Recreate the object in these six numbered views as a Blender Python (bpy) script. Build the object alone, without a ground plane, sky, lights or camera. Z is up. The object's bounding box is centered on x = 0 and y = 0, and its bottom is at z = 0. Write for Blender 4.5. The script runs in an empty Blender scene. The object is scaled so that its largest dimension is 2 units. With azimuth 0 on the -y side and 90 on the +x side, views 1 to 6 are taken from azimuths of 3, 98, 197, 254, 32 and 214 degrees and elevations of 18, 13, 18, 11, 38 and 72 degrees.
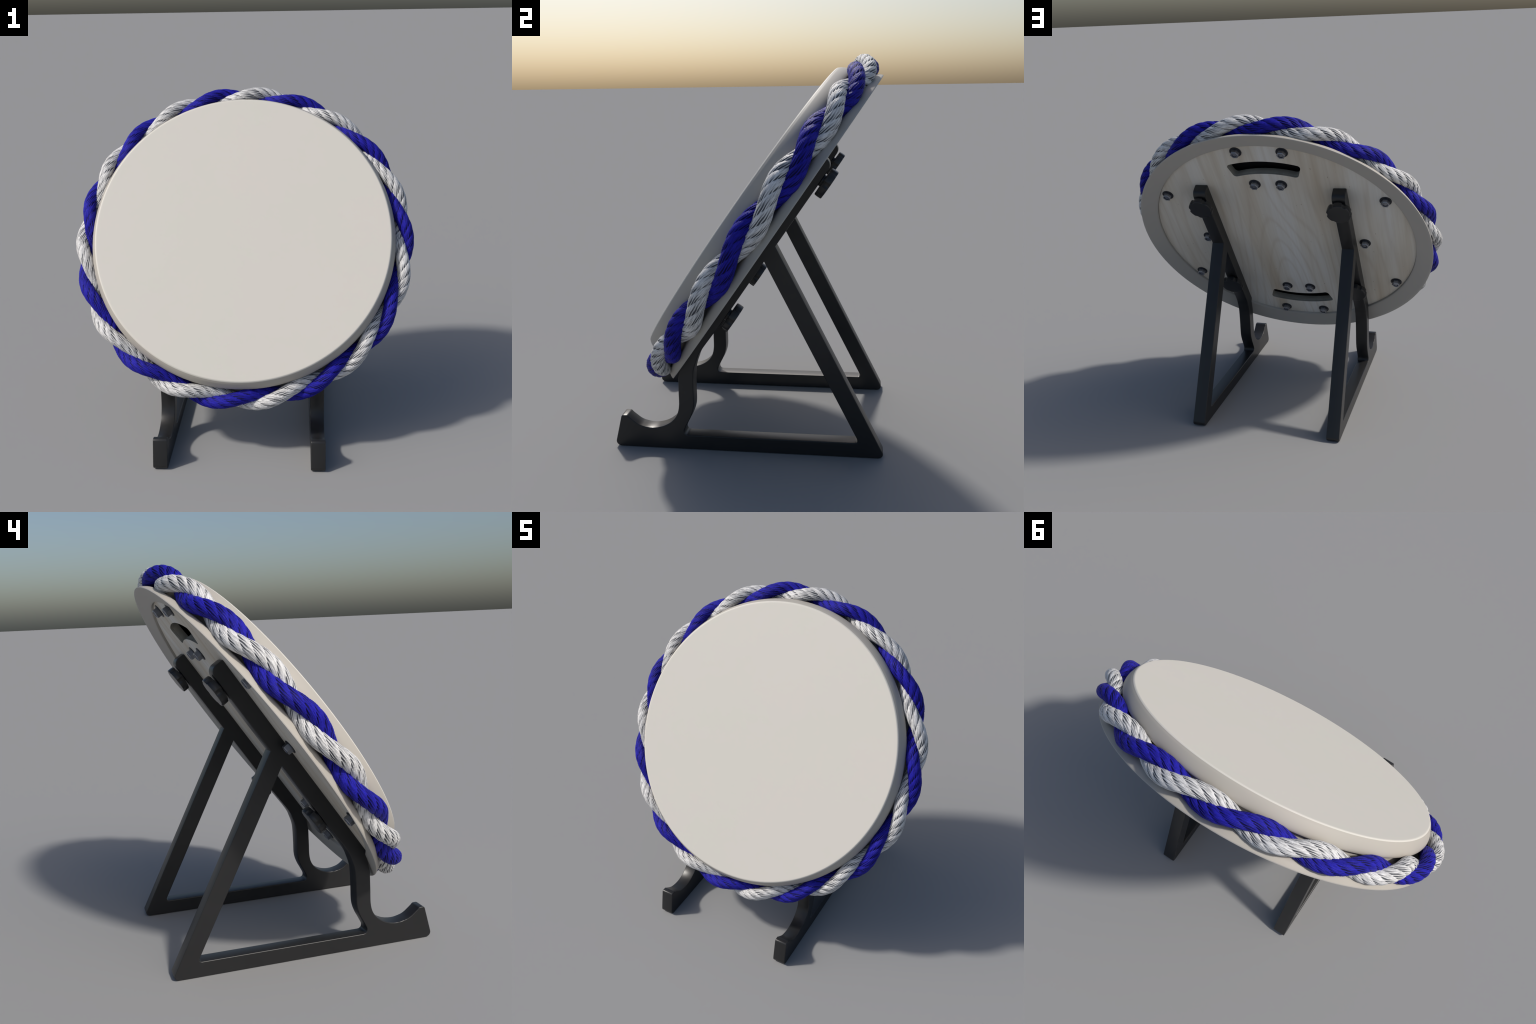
"""Round taiko practice drum: cream drum with a two-colour twisted rope hoop,
bolted plywood back, carried by two black A-shaped stand brackets."""
import bpy, math
import numpy as np
from mathutils import Vector

TAU = 2 * math.pi
rng = np.random.default_rng(7)

# ----------------------------------------------------------------- frame
TILT = math.radians(55.2)                 # tilt of the drum plane about x
CENTRE = Vector((0.0, 0.108, 1.061))      # centre of the rear rim circle
SLOPE = (math.cos(TILT), math.sin(TILT))  # "up the drum" direction in (y, z)
FRONT = (-math.sin(TILT), math.cos(TILT)) # drum axis, towards the player


def side(s, d):
    """(y, z) of a point s up the drum plane and d in front of the rear rim."""
    return (CENTRE.y + s * SLOPE[0] + d * FRONT[0], CENTRE.z + s * SLOPE[1] + d * FRONT[1])


# ------------------------------------------------------------- materials
def new_material(name):
    m = bpy.data.materials.new(name)
    m.use_nodes = True
    nt = m.node_tree
    return m, nt, nt.nodes["Principled BSDF"]


class Nodes:
    """Small helper to write node graphs as expressions."""
    def __init__(self, nt):
        self.nt = nt

    def link(self, value, socket):
        if isinstance(value, bpy.types.NodeSocket):
            self.nt.links.new(value, socket)
        else:
            socket.default_value = value

    def math(self, op, a, b=0.0, c=0.0):
        n = self.nt.nodes.new("ShaderNodeMath")
        n.operation = op
        for v, s in zip((a, b, c), n.inputs):
            self.link(v, s)
        return n.outputs[0]

    def combine(self, x, y, z):
        n = self.nt.nodes.new("ShaderNodeCombineXYZ")
        for v, s in zip((x, y, z), n.inputs):
            self.link(v, s)
        return n.outputs[0]

    def separate(self, v):
        n = self.nt.nodes.new("ShaderNodeSeparateXYZ")
        self.link(v, n.inputs[0])
        return n.outputs

    def object_coords(self):
        return self.nt.nodes.new("ShaderNodeTexCoord").outputs["Object"]

    def mapping(self, v, scale=(1, 1, 1), loc=(0, 0, 0), rot=(0, 0, 0)):
        n = self.nt.nodes.new("ShaderNodeMapping")
        self.link(v, n.inputs[0])
        n.inputs["Scale"].default_value = scale
        n.inputs["Location"].default_value = loc
        n.inputs["Rotation"].default_value = rot
        return n.outputs[0]

    def noise(self, v, scale=5.0, detail=2.0, rough=0.5, distortion=0.0):
        n = self.nt.nodes.new("ShaderNodeTexNoise")
        self.link(v, n.inputs["Vector"])
        n.inputs["Scale"].default_value = scale
        n.inputs["Detail"].default_value = detail
        n.inputs["Roughness"].default_value = rough
        n.inputs["Distortion"].default_value = distortion
        return n.outputs["Fac"]

    def ramp(self, fac, stops):
        n = self.nt.nodes.new("ShaderNodeValToRGB")
        self.link(fac, n.inputs[0])
        e = n.color_ramp.elements
        while len(e) < len(stops):
            e.new(0.5)
        for el, (p, c) in zip(e, stops):
            el.position = p
            el.color = (*c, 1)
        return n.outputs[0]

    def mix(self, fac, a, b, blend="MIX"):
        n = self.nt.nodes.new("ShaderNodeMix")
        n.data_type, n.blend_type = "RGBA", blend
        self.link(fac, n.inputs[0])
        for v, s in ((a, n.inputs[6]), (b, n.inputs[7])):
            self.link((*v, 1) if isinstance(v, tuple) else v, s)
        return n.outputs[2]

    def bump(self, height, strength, distance):
        n = self.nt.nodes.new("ShaderNodeBump")
        n.inputs["Strength"].default_value = strength
        n.inputs["Distance"].default_value = distance
        self.link(height, n.inputs["Height"])
        return n.outputs[0]


def cream_material(name="cream_lacquer", col=(0.692, 0.662, 0.600)):
    m, nt, b = new_material(name)
    k = Nodes(nt)
    oc = k.object_coords()
    soft = k.noise(oc, 2.6, 3, 0.6)
    fine = k.noise(oc, 17.0, 3, 0.6)
    cool = tuple(c * f for c, f in zip(col, (0.99, 1.0, 0.99)))
    warm = tuple(c * f for c, f in zip(col, (1.004, 0.996, 1.0)))
    t = k.math("ADD", k.math("MULTIPLY", soft, 0.7), k.math("MULTIPLY", fine, 0.3))
    nt.links.new(k.ramp(t, [(0.42, cool), (0.58, warm)]), b.inputs["Base Color"])
    b.inputs["Roughness"].default_value = 0.55
    b.inputs["Specular IOR Level"].default_value = 0.3
    nt.links.new(k.bump(k.noise(oc, 60, 3), 0.08, 0.002), b.inputs["Normal"])
    return m


def rope_material(name, base, dark, phase, gloss):
    """Fibres follow the strand: strand coordinates are computed from the
    position on the hoop (ring angle, angle round the strand)."""
    m, nt, b = new_material(name)
    k = Nodes(nt)
    x, y, z = k.separate(k.object_coords())
    th = k.math("ARCTAN2", y, x)
    r = k.math("SQRT", k.math("ADD", k.math("MULTIPLY", x, x), k.math("MULTIPLY", y, y)))
    psi = k.math("ADD", k.math("MULTIPLY", th, float(ROPE_TURNS)), phase)
    dr = k.math("SUBTRACT", r, k.math("ADD", k.math("MULTIPLY", k.math("COSINE", psi), ROPE_LAY), ROPE_RADIUS))
    dz = k.math("SUBTRACT", z, k.math("ADD", k.math("MULTIPLY", k.math("SINE", psi), ROPE_LAY_AXIAL), ROPE_DEPTH))
    phi = k.math("ARCTAN2", dz, dr)
    def turn(n, pitch):          # n * (phi + pitch * theta) / tau
        return k.math("MULTIPLY", k.math("MULTIPLY_ADD", th, float(pitch), phi), n / TAU)

    def wave(kt, kp, amp):
        return k.math("MULTIPLY", k.math("SINE", k.math("MULTIPLY_ADD", th, float(kt), k.math("MULTIPLY", phi, float(kp)))), amp)

    def clip01(v):
        n = nt.nodes.new("ShaderNodeClamp")
        nt.links.new(v, n.inputs[0])
        return n.outputs[0]

    q = turn(YARNS, YARN_PITCH)
    yarn = k.math("FLOOR", q)
    s = k.math("SUBTRACT", q, yarn)
    f = k.math("ADD", turn(BUNDLES, FIBRE_PITCH), k.math("ADD", wave(51, 5, 0.12), wave(86, -3, 0.08)))
    bundle = k.math("FLOOR", f)
    ff = k.math("SUBTRACT", f, bundle)
    r1, r2 = (k.math("MULTIPLY_ADD", k.math("SINE", k.math("MULTIPLY", k.math("MULTIPLY_ADD", bundle, u, k.math("MULTIPLY", yarn, v)), TAU)), 0.5, 0.5) for u, v in VARY)
    length = k.math("MULTIPLY_ADD", r2, 0.65, 0.36)
    along = k.math("MULTIPLY", clip01(k.math("DIVIDE", s, 0.06)), clip01(k.math("SUBTRACT", 1.0, k.math("DIVIDE", k.math("SUBTRACT", s, 0.06), length))))
    across = clip01(k.math("SUBTRACT", 1.0, k.math("DIVIDE", k.math("ABSOLUTE", k.math("SUBTRACT", ff, 0.5)), 0.47)))
    slit = k.math("MULTIPLY", k.math("MULTIPLY", clip01(k.math("ADD", r1, 0.4)), across), along)
    run = k.math("MULTIPLY_ADD", th, float(FIBRE_PITCH), phi)

    def fibre(across_n, along_n):
        v = k.combine(k.math("MULTIPLY", k.math("COSINE", run), across_n), k.math("MULTIPLY", k.math("SINE", run), across_n), k.math("MULTIPLY", th, along_n))
        return k.noise(v, 1.0, 2, 0.6)

    coarse, fine = fibre(5.0, 26.0), fibre(15.0, 24.0)
    t = k.math("MULTIPLY_ADD", coarse, 0.5, k.math("MULTIPLY", fine, 0.5))
    mid = tuple(0.40 * p + 0.60 * d for p, d in zip(base, dark))
    c = k.ramp(t, [(0.38, mid), (0.47, tuple(0.78 * p for p in base)), (0.56, base)])
    c = k.mix(k.ramp(slit, [(0.06, (0, 0, 0)), (0.45, (1, 1, 1))]), c, dark)
    nt.links.new(c, b.inputs["Base Color"])
    b.inputs["Roughness"].default_value = 0.48
    b.inputs["Specular IOR Level"].default_value = gloss
    nt.links.new(k.bump(fine, 0.75, 0.006), b.inputs["Normal"])
    return m


def wood_material():
    """Pale rotary-cut birch: long figure up the board with cathedral arches."""
    m, nt, b = new_material("pale_birch")
    k = Nodes(nt)
    oc = k.object_coords()
    warp = k.noise(k.mapping(oc, (1.7, 0.42, 1.0), (3.1, 0.4, 0)), 1.4, 1, 0.4)
    x, y, z = k.separate(oc)
    # growth rings: upright lines far out, cathedral arches near the heart line
    u = k.math("ADD", x, -0.07)
    u2 = k.math("MULTIPLY", u, u)
    arch = k.math("EXPONENT", k.math("MULTIPLY", u2, -11.0))
    field = k.math("SQRT", k.math("ADD", u2, 0.004))
    field = k.math("ADD", field, k.math("MULTIPLY", k.math("MULTIPLY", y, arch), 0.26))
    field = k.math("ADD", field, k.math("MULTIPLY", warp, 0.62))
    rings = k.math("SINE", k.math("MULTIPLY", field, 78.0))
    rings = k.math("POWER", k.math("MULTIPLY_ADD", rings, 0.5, 0.5), 6.0)
    grain = k.noise(k.mapping(oc, (55, 2.2, 1)), 1.0, 4, 0.65)
    bands = k.noise(k.mapping(oc, (4.2, 0.35, 1), (1.7, 0, 0)), 1.0, 2, 0.5)
    flecks = k.noise(k.mapping(oc, (90, 28, 1)), 1.0, 1, 0.5)
    c = k.ramp(bands, [(0.33, (0.60, 0.52, 0.415)), (0.45, (0.685, 0.642, 0.565)), (0.66, (0.745, 0.742, 0.722))])
    c = k.mix(k.math("MULTIPLY", rings, 0.25), c, (0.50, 0.42, 0.335))
    g = k.ramp(grain, [(0.3, (0.90, 0.88, 0.85)), (0.6, (1.0, 1.0, 1.0))])
    c = k.mix(0.8, c, g, "MULTIPLY")
    f = k.ramp(flecks, [(0.20, (0.35, 0.28, 0.22)), (0.24, (1, 1, 1))])
    c = k.mix(0.7, c, f, "MULTIPLY")
    nt.links.new(c, b.inputs["Base Color"])
    b.inputs["Roughness"].default_value = 0.6
    b.inputs["Specular IOR Level"].default_value = 0.25
    nt.links.new(k.bump(grain, 0.1, 0.001), b.inputs["Normal"])
    return m


def plain_material(name, col, rough, metal=0.0, spec=0.5, grain=0.06):
    m, nt, b = new_material(name)
    k = Nodes(nt)
    oc = k.object_coords()
    lo, hi = tuple(c * (1 - grain) for c in col), tuple(c * (1 + grain) for c in col)
    n = k.noise(oc, 9.0, 4, 0.6)
    nt.links.new(k.ramp(n, [(0.35, lo), (0.65, hi)]), b.inputs["Base Color"])
    b.inputs["Roughness"].default_value = rough
    b.inputs["Metallic"].default_value = metal
    b.inputs["Specular IOR Level"].default_value = spec
    nt.links.new(k.bump(k.noise(oc, 220, 2), 0.05, 0.001), b.inputs["Normal"])
    return m


# --------------------------------------------------------------- helpers
def finish(me, angle=30):
    me.validate()
    me.shade_smooth()
    me.set_sharp_from_angle(angle=math.radians(angle))


def add(name, me, parent, mat=None, loc=(0, 0, 0), rot=(0, 0, 0)):
    o = bpy.data.objects.new(name, me)
    bpy.context.scene.collection.objects.link(o)
    o.location, o.rotation_euler = loc, rot
    o.parent = parent
    if mat and me and not me.materials:
        me.materials.append(mat)
    return o


def mesh_from(name, verts, faces, angle=30):
    me = bpy.data.meshes.new(name)
    me.from_pydata([tuple(v) for v in verts], [], faces)
    finish(me, angle)
    return me


def revolve(name, profile, n=224, closed=True, angle=30):
    """Turn an (r, z) profile about z. Points with r = 0 become poles."""
    verts, rows = [], []
    for r, z in profile:
        if r < 1e-6:
            rows.append([len(verts)] * n)
            verts.append((0, 0, z))
        else:
            i = len(verts)
            rows.append(list(range(i, i + n)))
            verts += [(r * math.cos(TAU * k / n), r * math.sin(TAU * k / n), z) for k in range(n)]
    faces = []
    pairs = list(zip(rows, rows[1:])) + ([(rows[-1], rows[0])] if closed else [])
    for a, b in pairs:
        for k in range(n):
            q = [a[k], a[(k + 1) % n], b[(k + 1) % n], b[k]]
            q = [v for i, v in enumerate(q) if v not in q[:i]]
            if len(q) > 2:
                faces.append(q)
    return mesh_from(name, verts, faces, angle)


def fillet(corners, steps=7):
    """Round the corners (x, y, radius) of a closed outline."""
    out, n = [], len(corners)
    for i, (x, y, r) in enumerate(corners):
        p = Vector((x, y))
        if r <= 0:
            out.append(p)
            continue
        a = (Vector(corners[i - 1][:2]) - p)
        b = (Vector(corners[(i + 1) % n][:2]) - p)
        la, lb = a.length, b.length
        a.normalize(), b.normalize()
        half = a.angle(b) / 2
        t = min(r / math.tan(half), 0.49 * la, 0.49 * lb)
        r = t * math.tan(half)
        c = p + (a + b).normalized() * (r / math.sin(half))
        v0, v1 = p + a * t - c, p + b * t - c
        turn = math.atan2(v0.x * v1.y - v0.y * v1.x, v0.dot(v1))
        for k in range(steps + 1):
            w = turn * k / steps
            out.append(c + Vector((v0.x * math.cos(w) - v0.y * math.sin(w), v0.x * math.sin(w) + v0.y * math.cos(w))))
    return out


def smooth_path(ctrl, steps=6):
    """Catmull-Rom through the control points."""
    P = [Vector(p) for p in ctrl]
    P = [2 * P[0] - P[1]] + P + [2 * P[-1] - P[-2]]
    out = []
    for i in range(1, len(P) - 2):
        for k in range(steps):
            t = k / steps
            a, b, c, d = P[i - 1:i + 3]
            out.append(0.5 * ((2 * b) + (c - a) * t + (2 * a - 5 * b + 4 * c - d) * t * t + (3 * b - a - 3 * c + d) * t ** 3))
    out.append(P[-2])
    return out


def plate(name, loops, thick, bevel, angle=30):
    """Flat plate from closed outlines (first outer, then holes), in x-y,
    centred on z = 0, with rounded edges."""
    cu = bpy.data.curves.new(name, "CURVE")
    cu.dimensions, cu.fill_mode = "2D", "BOTH"
    cu.extrude, cu.bevel_depth, cu.bevel_resolution = thick / 2 - bevel, bevel, 2
    cu.offset = -bevel
    for lp in loops:
        s = cu.splines.new("POLY")
        s.points.add(len(lp) - 1)
        for q, p in zip(s.points, lp):
            q.co = (p[0], p[1], 0, 1)
        s.use_cyclic_u = True
    o = bpy.data.objects.new(name, cu)
    bpy.context.scene.collection.objects.link(o)
    me = bpy.data.meshes.new_from_object(o.evaluated_get(bpy.context.evaluated_depsgraph_get()))
    bpy.data.objects.remove(o)
    bpy.data.curves.remove(cu)
    me.name = name
    finish(me, angle)
    return me


# ------------------------------------------------------------------ rope
ROPE_TURNS, ROPE_RADIUS, ROPE_DEPTH = 11, 0.9354, 0.0926
ROPE_LAY, ROPE_LAY_AXIAL, STRAND = 0.0263, 0.0294, 0.0382
ROPE_PHASE = 0.096
YARNS, YARN_PITCH = 5, 20                 # yarns in a strand, their turns per hoop
BUNDLES, FIBRE_PITCH = 24, 7              # fibre bundles round a strand
# wave numbers (per bundle, per yarn) that vary the bundles and close on the hoop
VARY = (((7 - 24 / 13) / 24, 24 / 65), ((5 - 41 / 13) / 24, 41 / 65))


def rope_strand(name, phase):
    nt_, nf = 3000, 90
    th = np.linspace(0, TAU, nt_, endpoint=False)[:, None]
    ph = np.linspace(0, TAU, nf, endpoint=False)[None, :]
    psi = ROPE_TURNS * th + phase
    # yarn ridges
    q = YARNS * (ph + YARN_PITCH * th) / TAU
    yarn, s = np.floor(q), q - np.floor(q)
    ridge = np.sin(math.pi * s) ** 0.6
    # open slits between the fibre bundles: deep at the start of a yarn, tapering along it
    f = BUNDLES * (ph + FIBRE_PITCH * th) / TAU + 0.12 * np.sin(51 * th + 5 * ph) + 0.08 * np.sin(86 * th - 3 * ph)
    bundle, ff = np.floor(f), f - np.floor(f)
    r1, r2 = (0.5 + 0.5 * np.sin(TAU * (u * bundle + v * yarn)) for u, v in VARY)
    length = 0.36 + 0.65 * r2
    along = np.clip(s / 0.06, 0, 1) * np.clip(1 - (s - 0.06) / length, 0, 1)
    across = np.clip(1 - np.abs(ff - 0.5) / 0.47, 0, 1)
    slit = np.clip(0.4 + r1, 0, 1) * across * along
    fine = 0.5 - 0.5 * np.cos(TAU * 3 * f)
    a = STRAND + 0.0012 - 0.0029 * (1 - ridge) - 0.0050 * slit - 0.0005 * fine
    # the strand crosses the radial plane at a slant, so its section there is an ellipse
    slant = np.arctan2(ROPE_LAY * ROPE_TURNS, ROPE_RADIUS)
    a = a / np.sqrt(np.cos(ph - psi) ** 2 + (math.cos(slant) * np.sin(ph - psi)) ** 2)
    r = ROPE_RADIUS + ROPE_LAY * np.cos(psi) + a * np.cos(ph)
    z = ROPE_DEPTH + ROPE_LAY_AXIAL * np.sin(psi) + a * np.sin(ph)
    P = np.stack([r * np.cos(th), r * np.sin(th), z], -1)
    i = np.arange(nt_)[:, None] * nf
    j = np.arange(nf)[None, :]
    i2, j2 = (np.roll(i, -1, 0)), (j + 1) % nf
    faces = np.stack([i + j, i2 + j, i2 + j2, i + j2], -1)[..., ::-1].reshape(-1, 4)
    me = bpy.data.meshes.new(name)
    me.vertices.add(nt_ * nf)
    me.vertices.foreach_set("co", P.reshape(-1).astype(np.float32))
    me.loops.add(faces.size)
    me.loops.foreach_set("vertex_index", faces.reshape(-1).astype(np.int32))
    me.polygons.add(len(faces))
    me.polygons.foreach_set("loop_start", np.arange(0, faces.size, 4, dtype=np.int32))
    me.update(calc_edges=True)
    me.validate()
    me.shade_smooth()
    return me


# ================================================================= build
root = bpy.data.objects.new("practice_drum", None)
root.empty_display_size = 0.2
bpy.context.scene.collection.objects.link(root)
root["label"] = "cream round practice drum with blue and white rope on black stand"
root["category"] = "drum"
DRUM = dict(loc=CENTRE, rot=(TILT, 0, 0))

cream = cream_material()
body_mat = cream_material("shade_darkened_cream", (0.465, 0.436, 0.387))  # head cream lowered: rope's shade on side and flare baked into colour
ring_mat = cream_material("cream_dimmed_for_shade", (0.455, 0.432, 0.398))  # greyed cream carries the shading of the drum's back
black = plain_material("black_satin_steel", (0.017, 0.017, 0.0175), 0.37)
knob_mat = plain_material("black_plastic", (0.020, 0.020, 0.021), 0.30)
steel = plain_material("zinc_plated_steel", (0.27, 0.285, 0.325), 0.33, metal=0.9)
washer_mat = plain_material("dark_washer_steel", (0.045, 0.047, 0.055), 0.45, metal=0.6)
cavity_dark = plain_material("painted_cavity_dark", (0.012, 0.012, 0.014), 0.9, spec=0.1)  # near-black paints the unlit hollow seen through the slots
wood = wood_material()
slot_shade_mat = plain_material("shade_tinted_slot_wood", (0.30, 0.285, 0.245), 0.8, spec=0.15, grain=0.15)

# drum head: flat striking face, chamfered edge, slightly flaring side
FACE = 0.2085
head = [(0.8500, FACE - 0.006), (0.8605, FACE - 0.0054), (0.8580, FACE - 0.0028), (0.8560, FACE - 0.0014), (0.8545, FACE - 0.0005), (0.8520, FACE), (0.8470, FACE), (0.60, FACE), (0.30, FACE), (0, FACE)]
barrel = [(0.8605, FACE - 0.0054), (0.8632, FACE - 0.0090), (0.8660, 0.1965), (0.8690, 0.1925), (0.8720, 0.1870),
          (0.8755, 0.1810), (0.8805, 0.1705), (0.8850, 0.1590), (0.8875, 0.1490), (0.8880, 0.1400), (0.8865, 0.1325),
          (0.8835, 0.1285), (0.8790, 0.1265), (0.8500, 0.1262), (0.8350, 0.1262), (0.8350, 0.1900), (0.8500, FACE - 0.006)]
add("drum_head", revolve("drum_head", head, closed=False, angle=24), root, cream, **DRUM)
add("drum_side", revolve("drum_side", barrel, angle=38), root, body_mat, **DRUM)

# rear rim: flares out from the rope groove to a thin rear edge, dished behind
rim = [(0.8640, 0.1270), (0.8640, 0.0740), (0.8660, 0.0640), (0.8710, 0.0570), (0.8790, 0.0518), (0.8920, 0.0475), (0.9100, 0.0420), (0.9260, 0.0370),
       (0.9360, 0.0310), (0.9430, 0.0220), (0.9490, 0.0120), (0.9528, 0.0030)]
rim_back = [(0.9528, 0.0030), (0.9537, -0.0006), (0.9530, -0.0026), (0.9508, -0.0034), (0.9400, -0.0006), (0.9250, 0.0038), (0.9050, 0.0092),
            (0.8850, 0.0138), (0.8680, 0.0178), (0.8560, 0.0208), (0.8505, 0.0225), (0.8480, 0.0245), (0.8475, 0.0280), (0.8475, 0.0525)]
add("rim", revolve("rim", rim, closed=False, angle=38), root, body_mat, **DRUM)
add("rear_ring", revolve("rear_ring", rim_back, closed=False, angle=38), root, ring_mat, **DRUM)

add("inner_board", revolve("inner_board", [(0, 0.1230), (0.8345, 0.1230), (0.8345, 0.1180), (0, 0.1180)], closed=False), root, cavity_dark, **DRUM)

# plywood back with two curved hand slots
def slot_outline(mid):
    half, r0, r1, rad, n = math.radians(18.8), 0.609, 0.711, 0.022, 22
    out = []

    def corner(r, a, start):
        c = (r * math.cos(a), r * math.sin(a))
        for k in range(9):
            w = start + (math.pi / 2) * k / 8
            out.append((c[0] + rad * math.cos(w), c[1] + rad * math.sin(w)))

    for r, rc, sgn in ((r1, r1 - rad, 1), (r0, r0 + rad, -1)):
        far = half - math.asin(rad / rc)
        a = mid - sgn * far
        corner(rc, a, a - math.pi / 2 if sgn > 0 else a + math.pi / 2)
        out += [(r * math.cos(mid + sgn * far * (2 * k / n - 1)), r * math.sin(mid + sgn * far * (2 * k / n - 1))) for k in range(1, n)]
        a = mid + sgn * far
        corner(rc, a, a if sgn > 0 else a + math.pi)
    return out


BOARD = 0.0372


def board_layer(radius, z0, z1, bevel):
    disc = [(radius * math.cos(TAU * k / 160), radius * math.sin(TAU * k / 160)) for k in range(160)]
    me = plate("back_board", [disc, slot_outline(math.pi / 2), slot_outline(-math.pi / 2)], z1 - z0, bevel)
    for v in me.vertices:
        v.co.z += (z0 + z1) / 2
    return me


import bmesh
bm = bmesh.new()                               # face sheet on a smaller core
bm.from_mesh(board_layer(0.8468, BOARD, 0.0520, 0.0012))
bm.from_mesh(board_layer(0.7985, 0.0515, 0.0865, 0.0003))
board = bpy.data.meshes.new("back_board")
bm.to_mesh(board)
bm.free()
finish(board, 30)
board.materials.append(wood)
board.materials.append(slot_shade_mat)
for f in board.polygons:                       # slot walls get wood colour darkened for the shade inside
    if abs(f.normal.z) < 0.5 and f.center.xy.length < 0.78:
        f.material_index = 1
add("back_board", board, root, **DRUM)

# rope hoop: blue and white strands laid round each other
ROPE = (("blue_rope_strand", ROPE_PHASE, rope_material("blue_rope", (0.024, 0.021, 0.43), (0.007, 0.006, 0.060), ROPE_PHASE, 0.12)),
        ("white_rope_strand", ROPE_PHASE + math.pi, rope_material("white_rope", (0.88, 0.87, 0.86), (0.070, 0.076, 0.090), ROPE_PHASE + math.pi, 0.45)))
for nm, phase, mat in ROPE:
    add(nm, rope_strand(nm, phase), root, mat, **DRUM)

# bolts: flanged hex nuts with the rod end sunk in the middle
def hexagon(r, z):
    return [(r * math.cos(TAU * k / 6), r * math.sin(TAU * k / 6), z) for k in range(6)]


def bolt_mesh():
    v = hexagon(0.0265, 0.002) + hexagon(0.0265, -0.0275) + hexagon(0.0225, -0.0310)
    f = []
    for a in (0, 6):
        f += [[a + k, a + (k + 1) % 6, a + 6 + (k + 1) % 6, a + 6 + k] for k in range(6)]
    n = 24
    rings = [(0.0165, -0.0310), (0.0154, -0.0300), (0.0148, -0.0228), (0.0122, -0.0225), (0.0112, -0.0268), (0.0, -0.0274)]
    base = len(v)
    for r, z in rings[:-1]:
        v += [(r * math.cos(TAU * k / n), r * math.sin(TAU * k / n), z) for k in range(n)]
    v.append((0, 0, rings[-1][1]))
    for j in range(6):                                # hex top face to round bore
        lo, hi = j * n // 6, (j + 1) * n // 6
        f.append([12 + j] + [12 + (j + 1) % 6] + [base + k % n for k in range(hi, lo - 1, -1)])
    for i in range(len(rings) - 2):
        a, b = base + i * n, base + (i + 1) * n
        f += [[a + k, a + (k + 1) % n, b + (k + 1) % n, b + k] for k in range(n)]
    a = base + (len(rings) - 2) * n
    f += [[a + k, a + (k + 1) % n, len(v) - 1] for k in range(n)]
    me = bpy.data.meshes.new("bolt")
    me.from_pydata(v, [], f)
    import bmesh
    bm = bmesh.new()
    bm.from_mesh(me)
    bmesh.ops.recalc_face_normals(bm, faces=bm.faces)
    bm.to_mesh(me)
    bm.free()
    finish(me, 25)
    return me


bolt_me = bolt_mesh()
washer_me = revolve("washer", [(0.0200, 0.001), (0.0200, -0.0035), (0.0350, -0.0035), (0.0362, -0.0025), (0.0362, 0.001)], n=40)
spots = [(0.800, a) for a in (30, 80, 100, 150, 210, 260, 280, 330)] + [(0.528, a) for a in (0, 81, 99, 180, 261, 279)]
for r, a in spots:
    x, s = r * math.cos(math.radians(a)), r * math.sin(math.radians(a))
    y, z = side(s, BOARD)
    b = add("bolt", bolt_me, root, steel, (x, y, z), (TILT, 0, 0))
    add("washer", washer_me, b, washer_mat)

# stand brackets: one cut plate each, seen in (y, z)
rail_front, rail_back = BOARD + 0.002, -0.041
crook = smooth_path([(-0.604, 0.158), (-0.561, 0.125), (-0.528, 0.1125), (-0.495, 0.107), (-0.462, 0.109), (-0.428, 0.118),
                     (-0.394, 0.136), (-0.366, 0.162), (-0.348, 0.196), (-0.3405, 0.239), (-0.340, 0.300)])
outer = [(-0.6850, 0.0, 0.024), (-0.6440, 0.1685, 0.014), (-0.6130, 0.1685, 0.018)]
outer += [(p.x, p.y, 0) for p in crook]
outer += [(-0.339, 0.400, 0), (*side(-0.730, 0.018), 0.0), (*side(-0.715, rail_front), 0.0),
          (*side(0.503, rail_front), 0.010), (*side(0.503, rail_back), 0.040),
          (0.158, 1.0595, 0.0), (0.6927, 0.0, 0.020)]
post = smooth_path([side(-0.450, rail_back), (-0.216, 0.531), (-0.242, 0.476), (-0.257, 0.428), (-0.2615, 0.380), (-0.263, 0.310),
                    (-0.2635, 0.243), (-0.270, 0.205), (-0.283, 0.171), (-0.296, 0.146), (-0.311, 0.117)])
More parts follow.
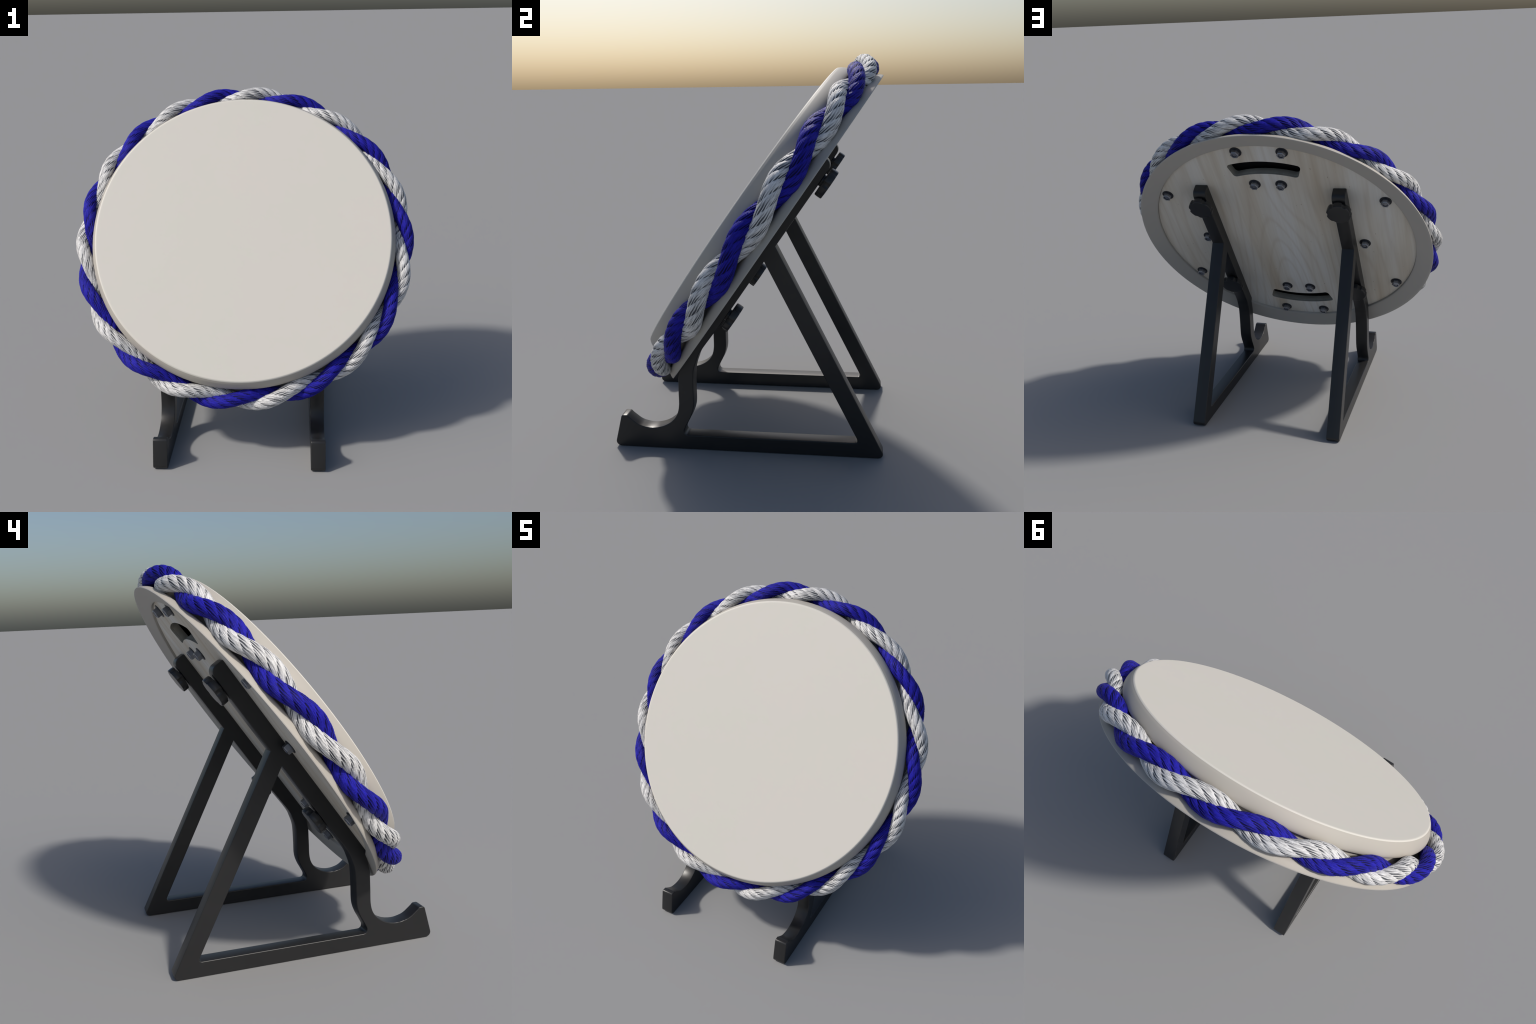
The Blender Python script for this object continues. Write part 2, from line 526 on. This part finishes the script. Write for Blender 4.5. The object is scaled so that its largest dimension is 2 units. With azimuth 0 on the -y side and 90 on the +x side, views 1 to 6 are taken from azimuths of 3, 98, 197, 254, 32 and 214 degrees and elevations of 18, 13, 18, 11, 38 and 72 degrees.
notch = smooth_path([(-0.311, 0.117), (-0.3175, 0.101), (-0.316, 0.086), (-0.307, 0.077), (-0.295, 0.0745)], 4)
hole = [(0.103, 0.9850, 0.0)] + [(p.x, p.y, 0) for p in post[:-1]] + [(p.x, p.y, 0) for p in notch] + [(0.562, 0.0755, 0.012)]
bracket_me = plate("support_bracket", [fillet(outer), fillet(hole)], 0.080, 0.004)
# plate lies in local x-y = world y-z: rotate so local z is world x
for v in bracket_me.vertices:
    v.co = (v.co.z, v.co.x, v.co.y)
finish(bracket_me, 30)

# star knobs clamping the brackets
def knob_mesh():
    n, lobes = 96, 6
    def radius(a, r, cut):
        p = (a * lobes / TAU + 0.5) % 1.0 - 0.5       # notch at p = 0
        w = max(0.0, 1 - (abs(p) / 0.19) ** 2)
        return r - cut * w ** 0.8
    layers = [(0.0, 0.001, 0), (0.030, 0.001, 0), (0.030, -0.009, 0), (0.034, -0.0095, 0.0), (0.0705, -0.0095, 0.0075), (0.0735, -0.0120, 0.0085),
              (0.0748, -0.0260, 0.0085), (0.0745, -0.0420, 0.0080), (0.0730, -0.0455, 0.0070), (0.0710, -0.0466, 0.0055), (0.0640, -0.0470, 0.0030), (0.0, -0.0470, 0)]
    verts, rows = [], []
    for r, z, cut in layers:
        if r == 0:
            rows.append([len(verts)] * n)
            verts.append((0, 0, z))
        else:
            rows.append(list(range(len(verts), len(verts) + n)))
            for k in range(n):
                a = TAU * k / n
                q = radius(a, r, cut)
                verts.append((q * math.cos(a), q * math.sin(a), z))
    faces = []
    for a, b in zip(rows, rows[1:]):
        for k in range(n):
            q = [b[k], b[(k + 1) % n], a[(k + 1) % n], a[k]]
            q = [v for i, v in enumerate(q) if v not in q[:i]]
            if len(q) > 2:
                faces.append(q)
    return mesh_from("knob", verts, faces, 35)


knob_me = knob_mesh()
for sx in (1, -1):
    bx = 0.434 * sx
    br = add("support_bracket", bracket_me, root, black, (bx, 0, 0))
    for s in (0.405, -0.400):
        y, z = side(s, rail_back)
        add("knob", knob_me, br, knob_mat, (0, y, z), (TILT, 0, 0))
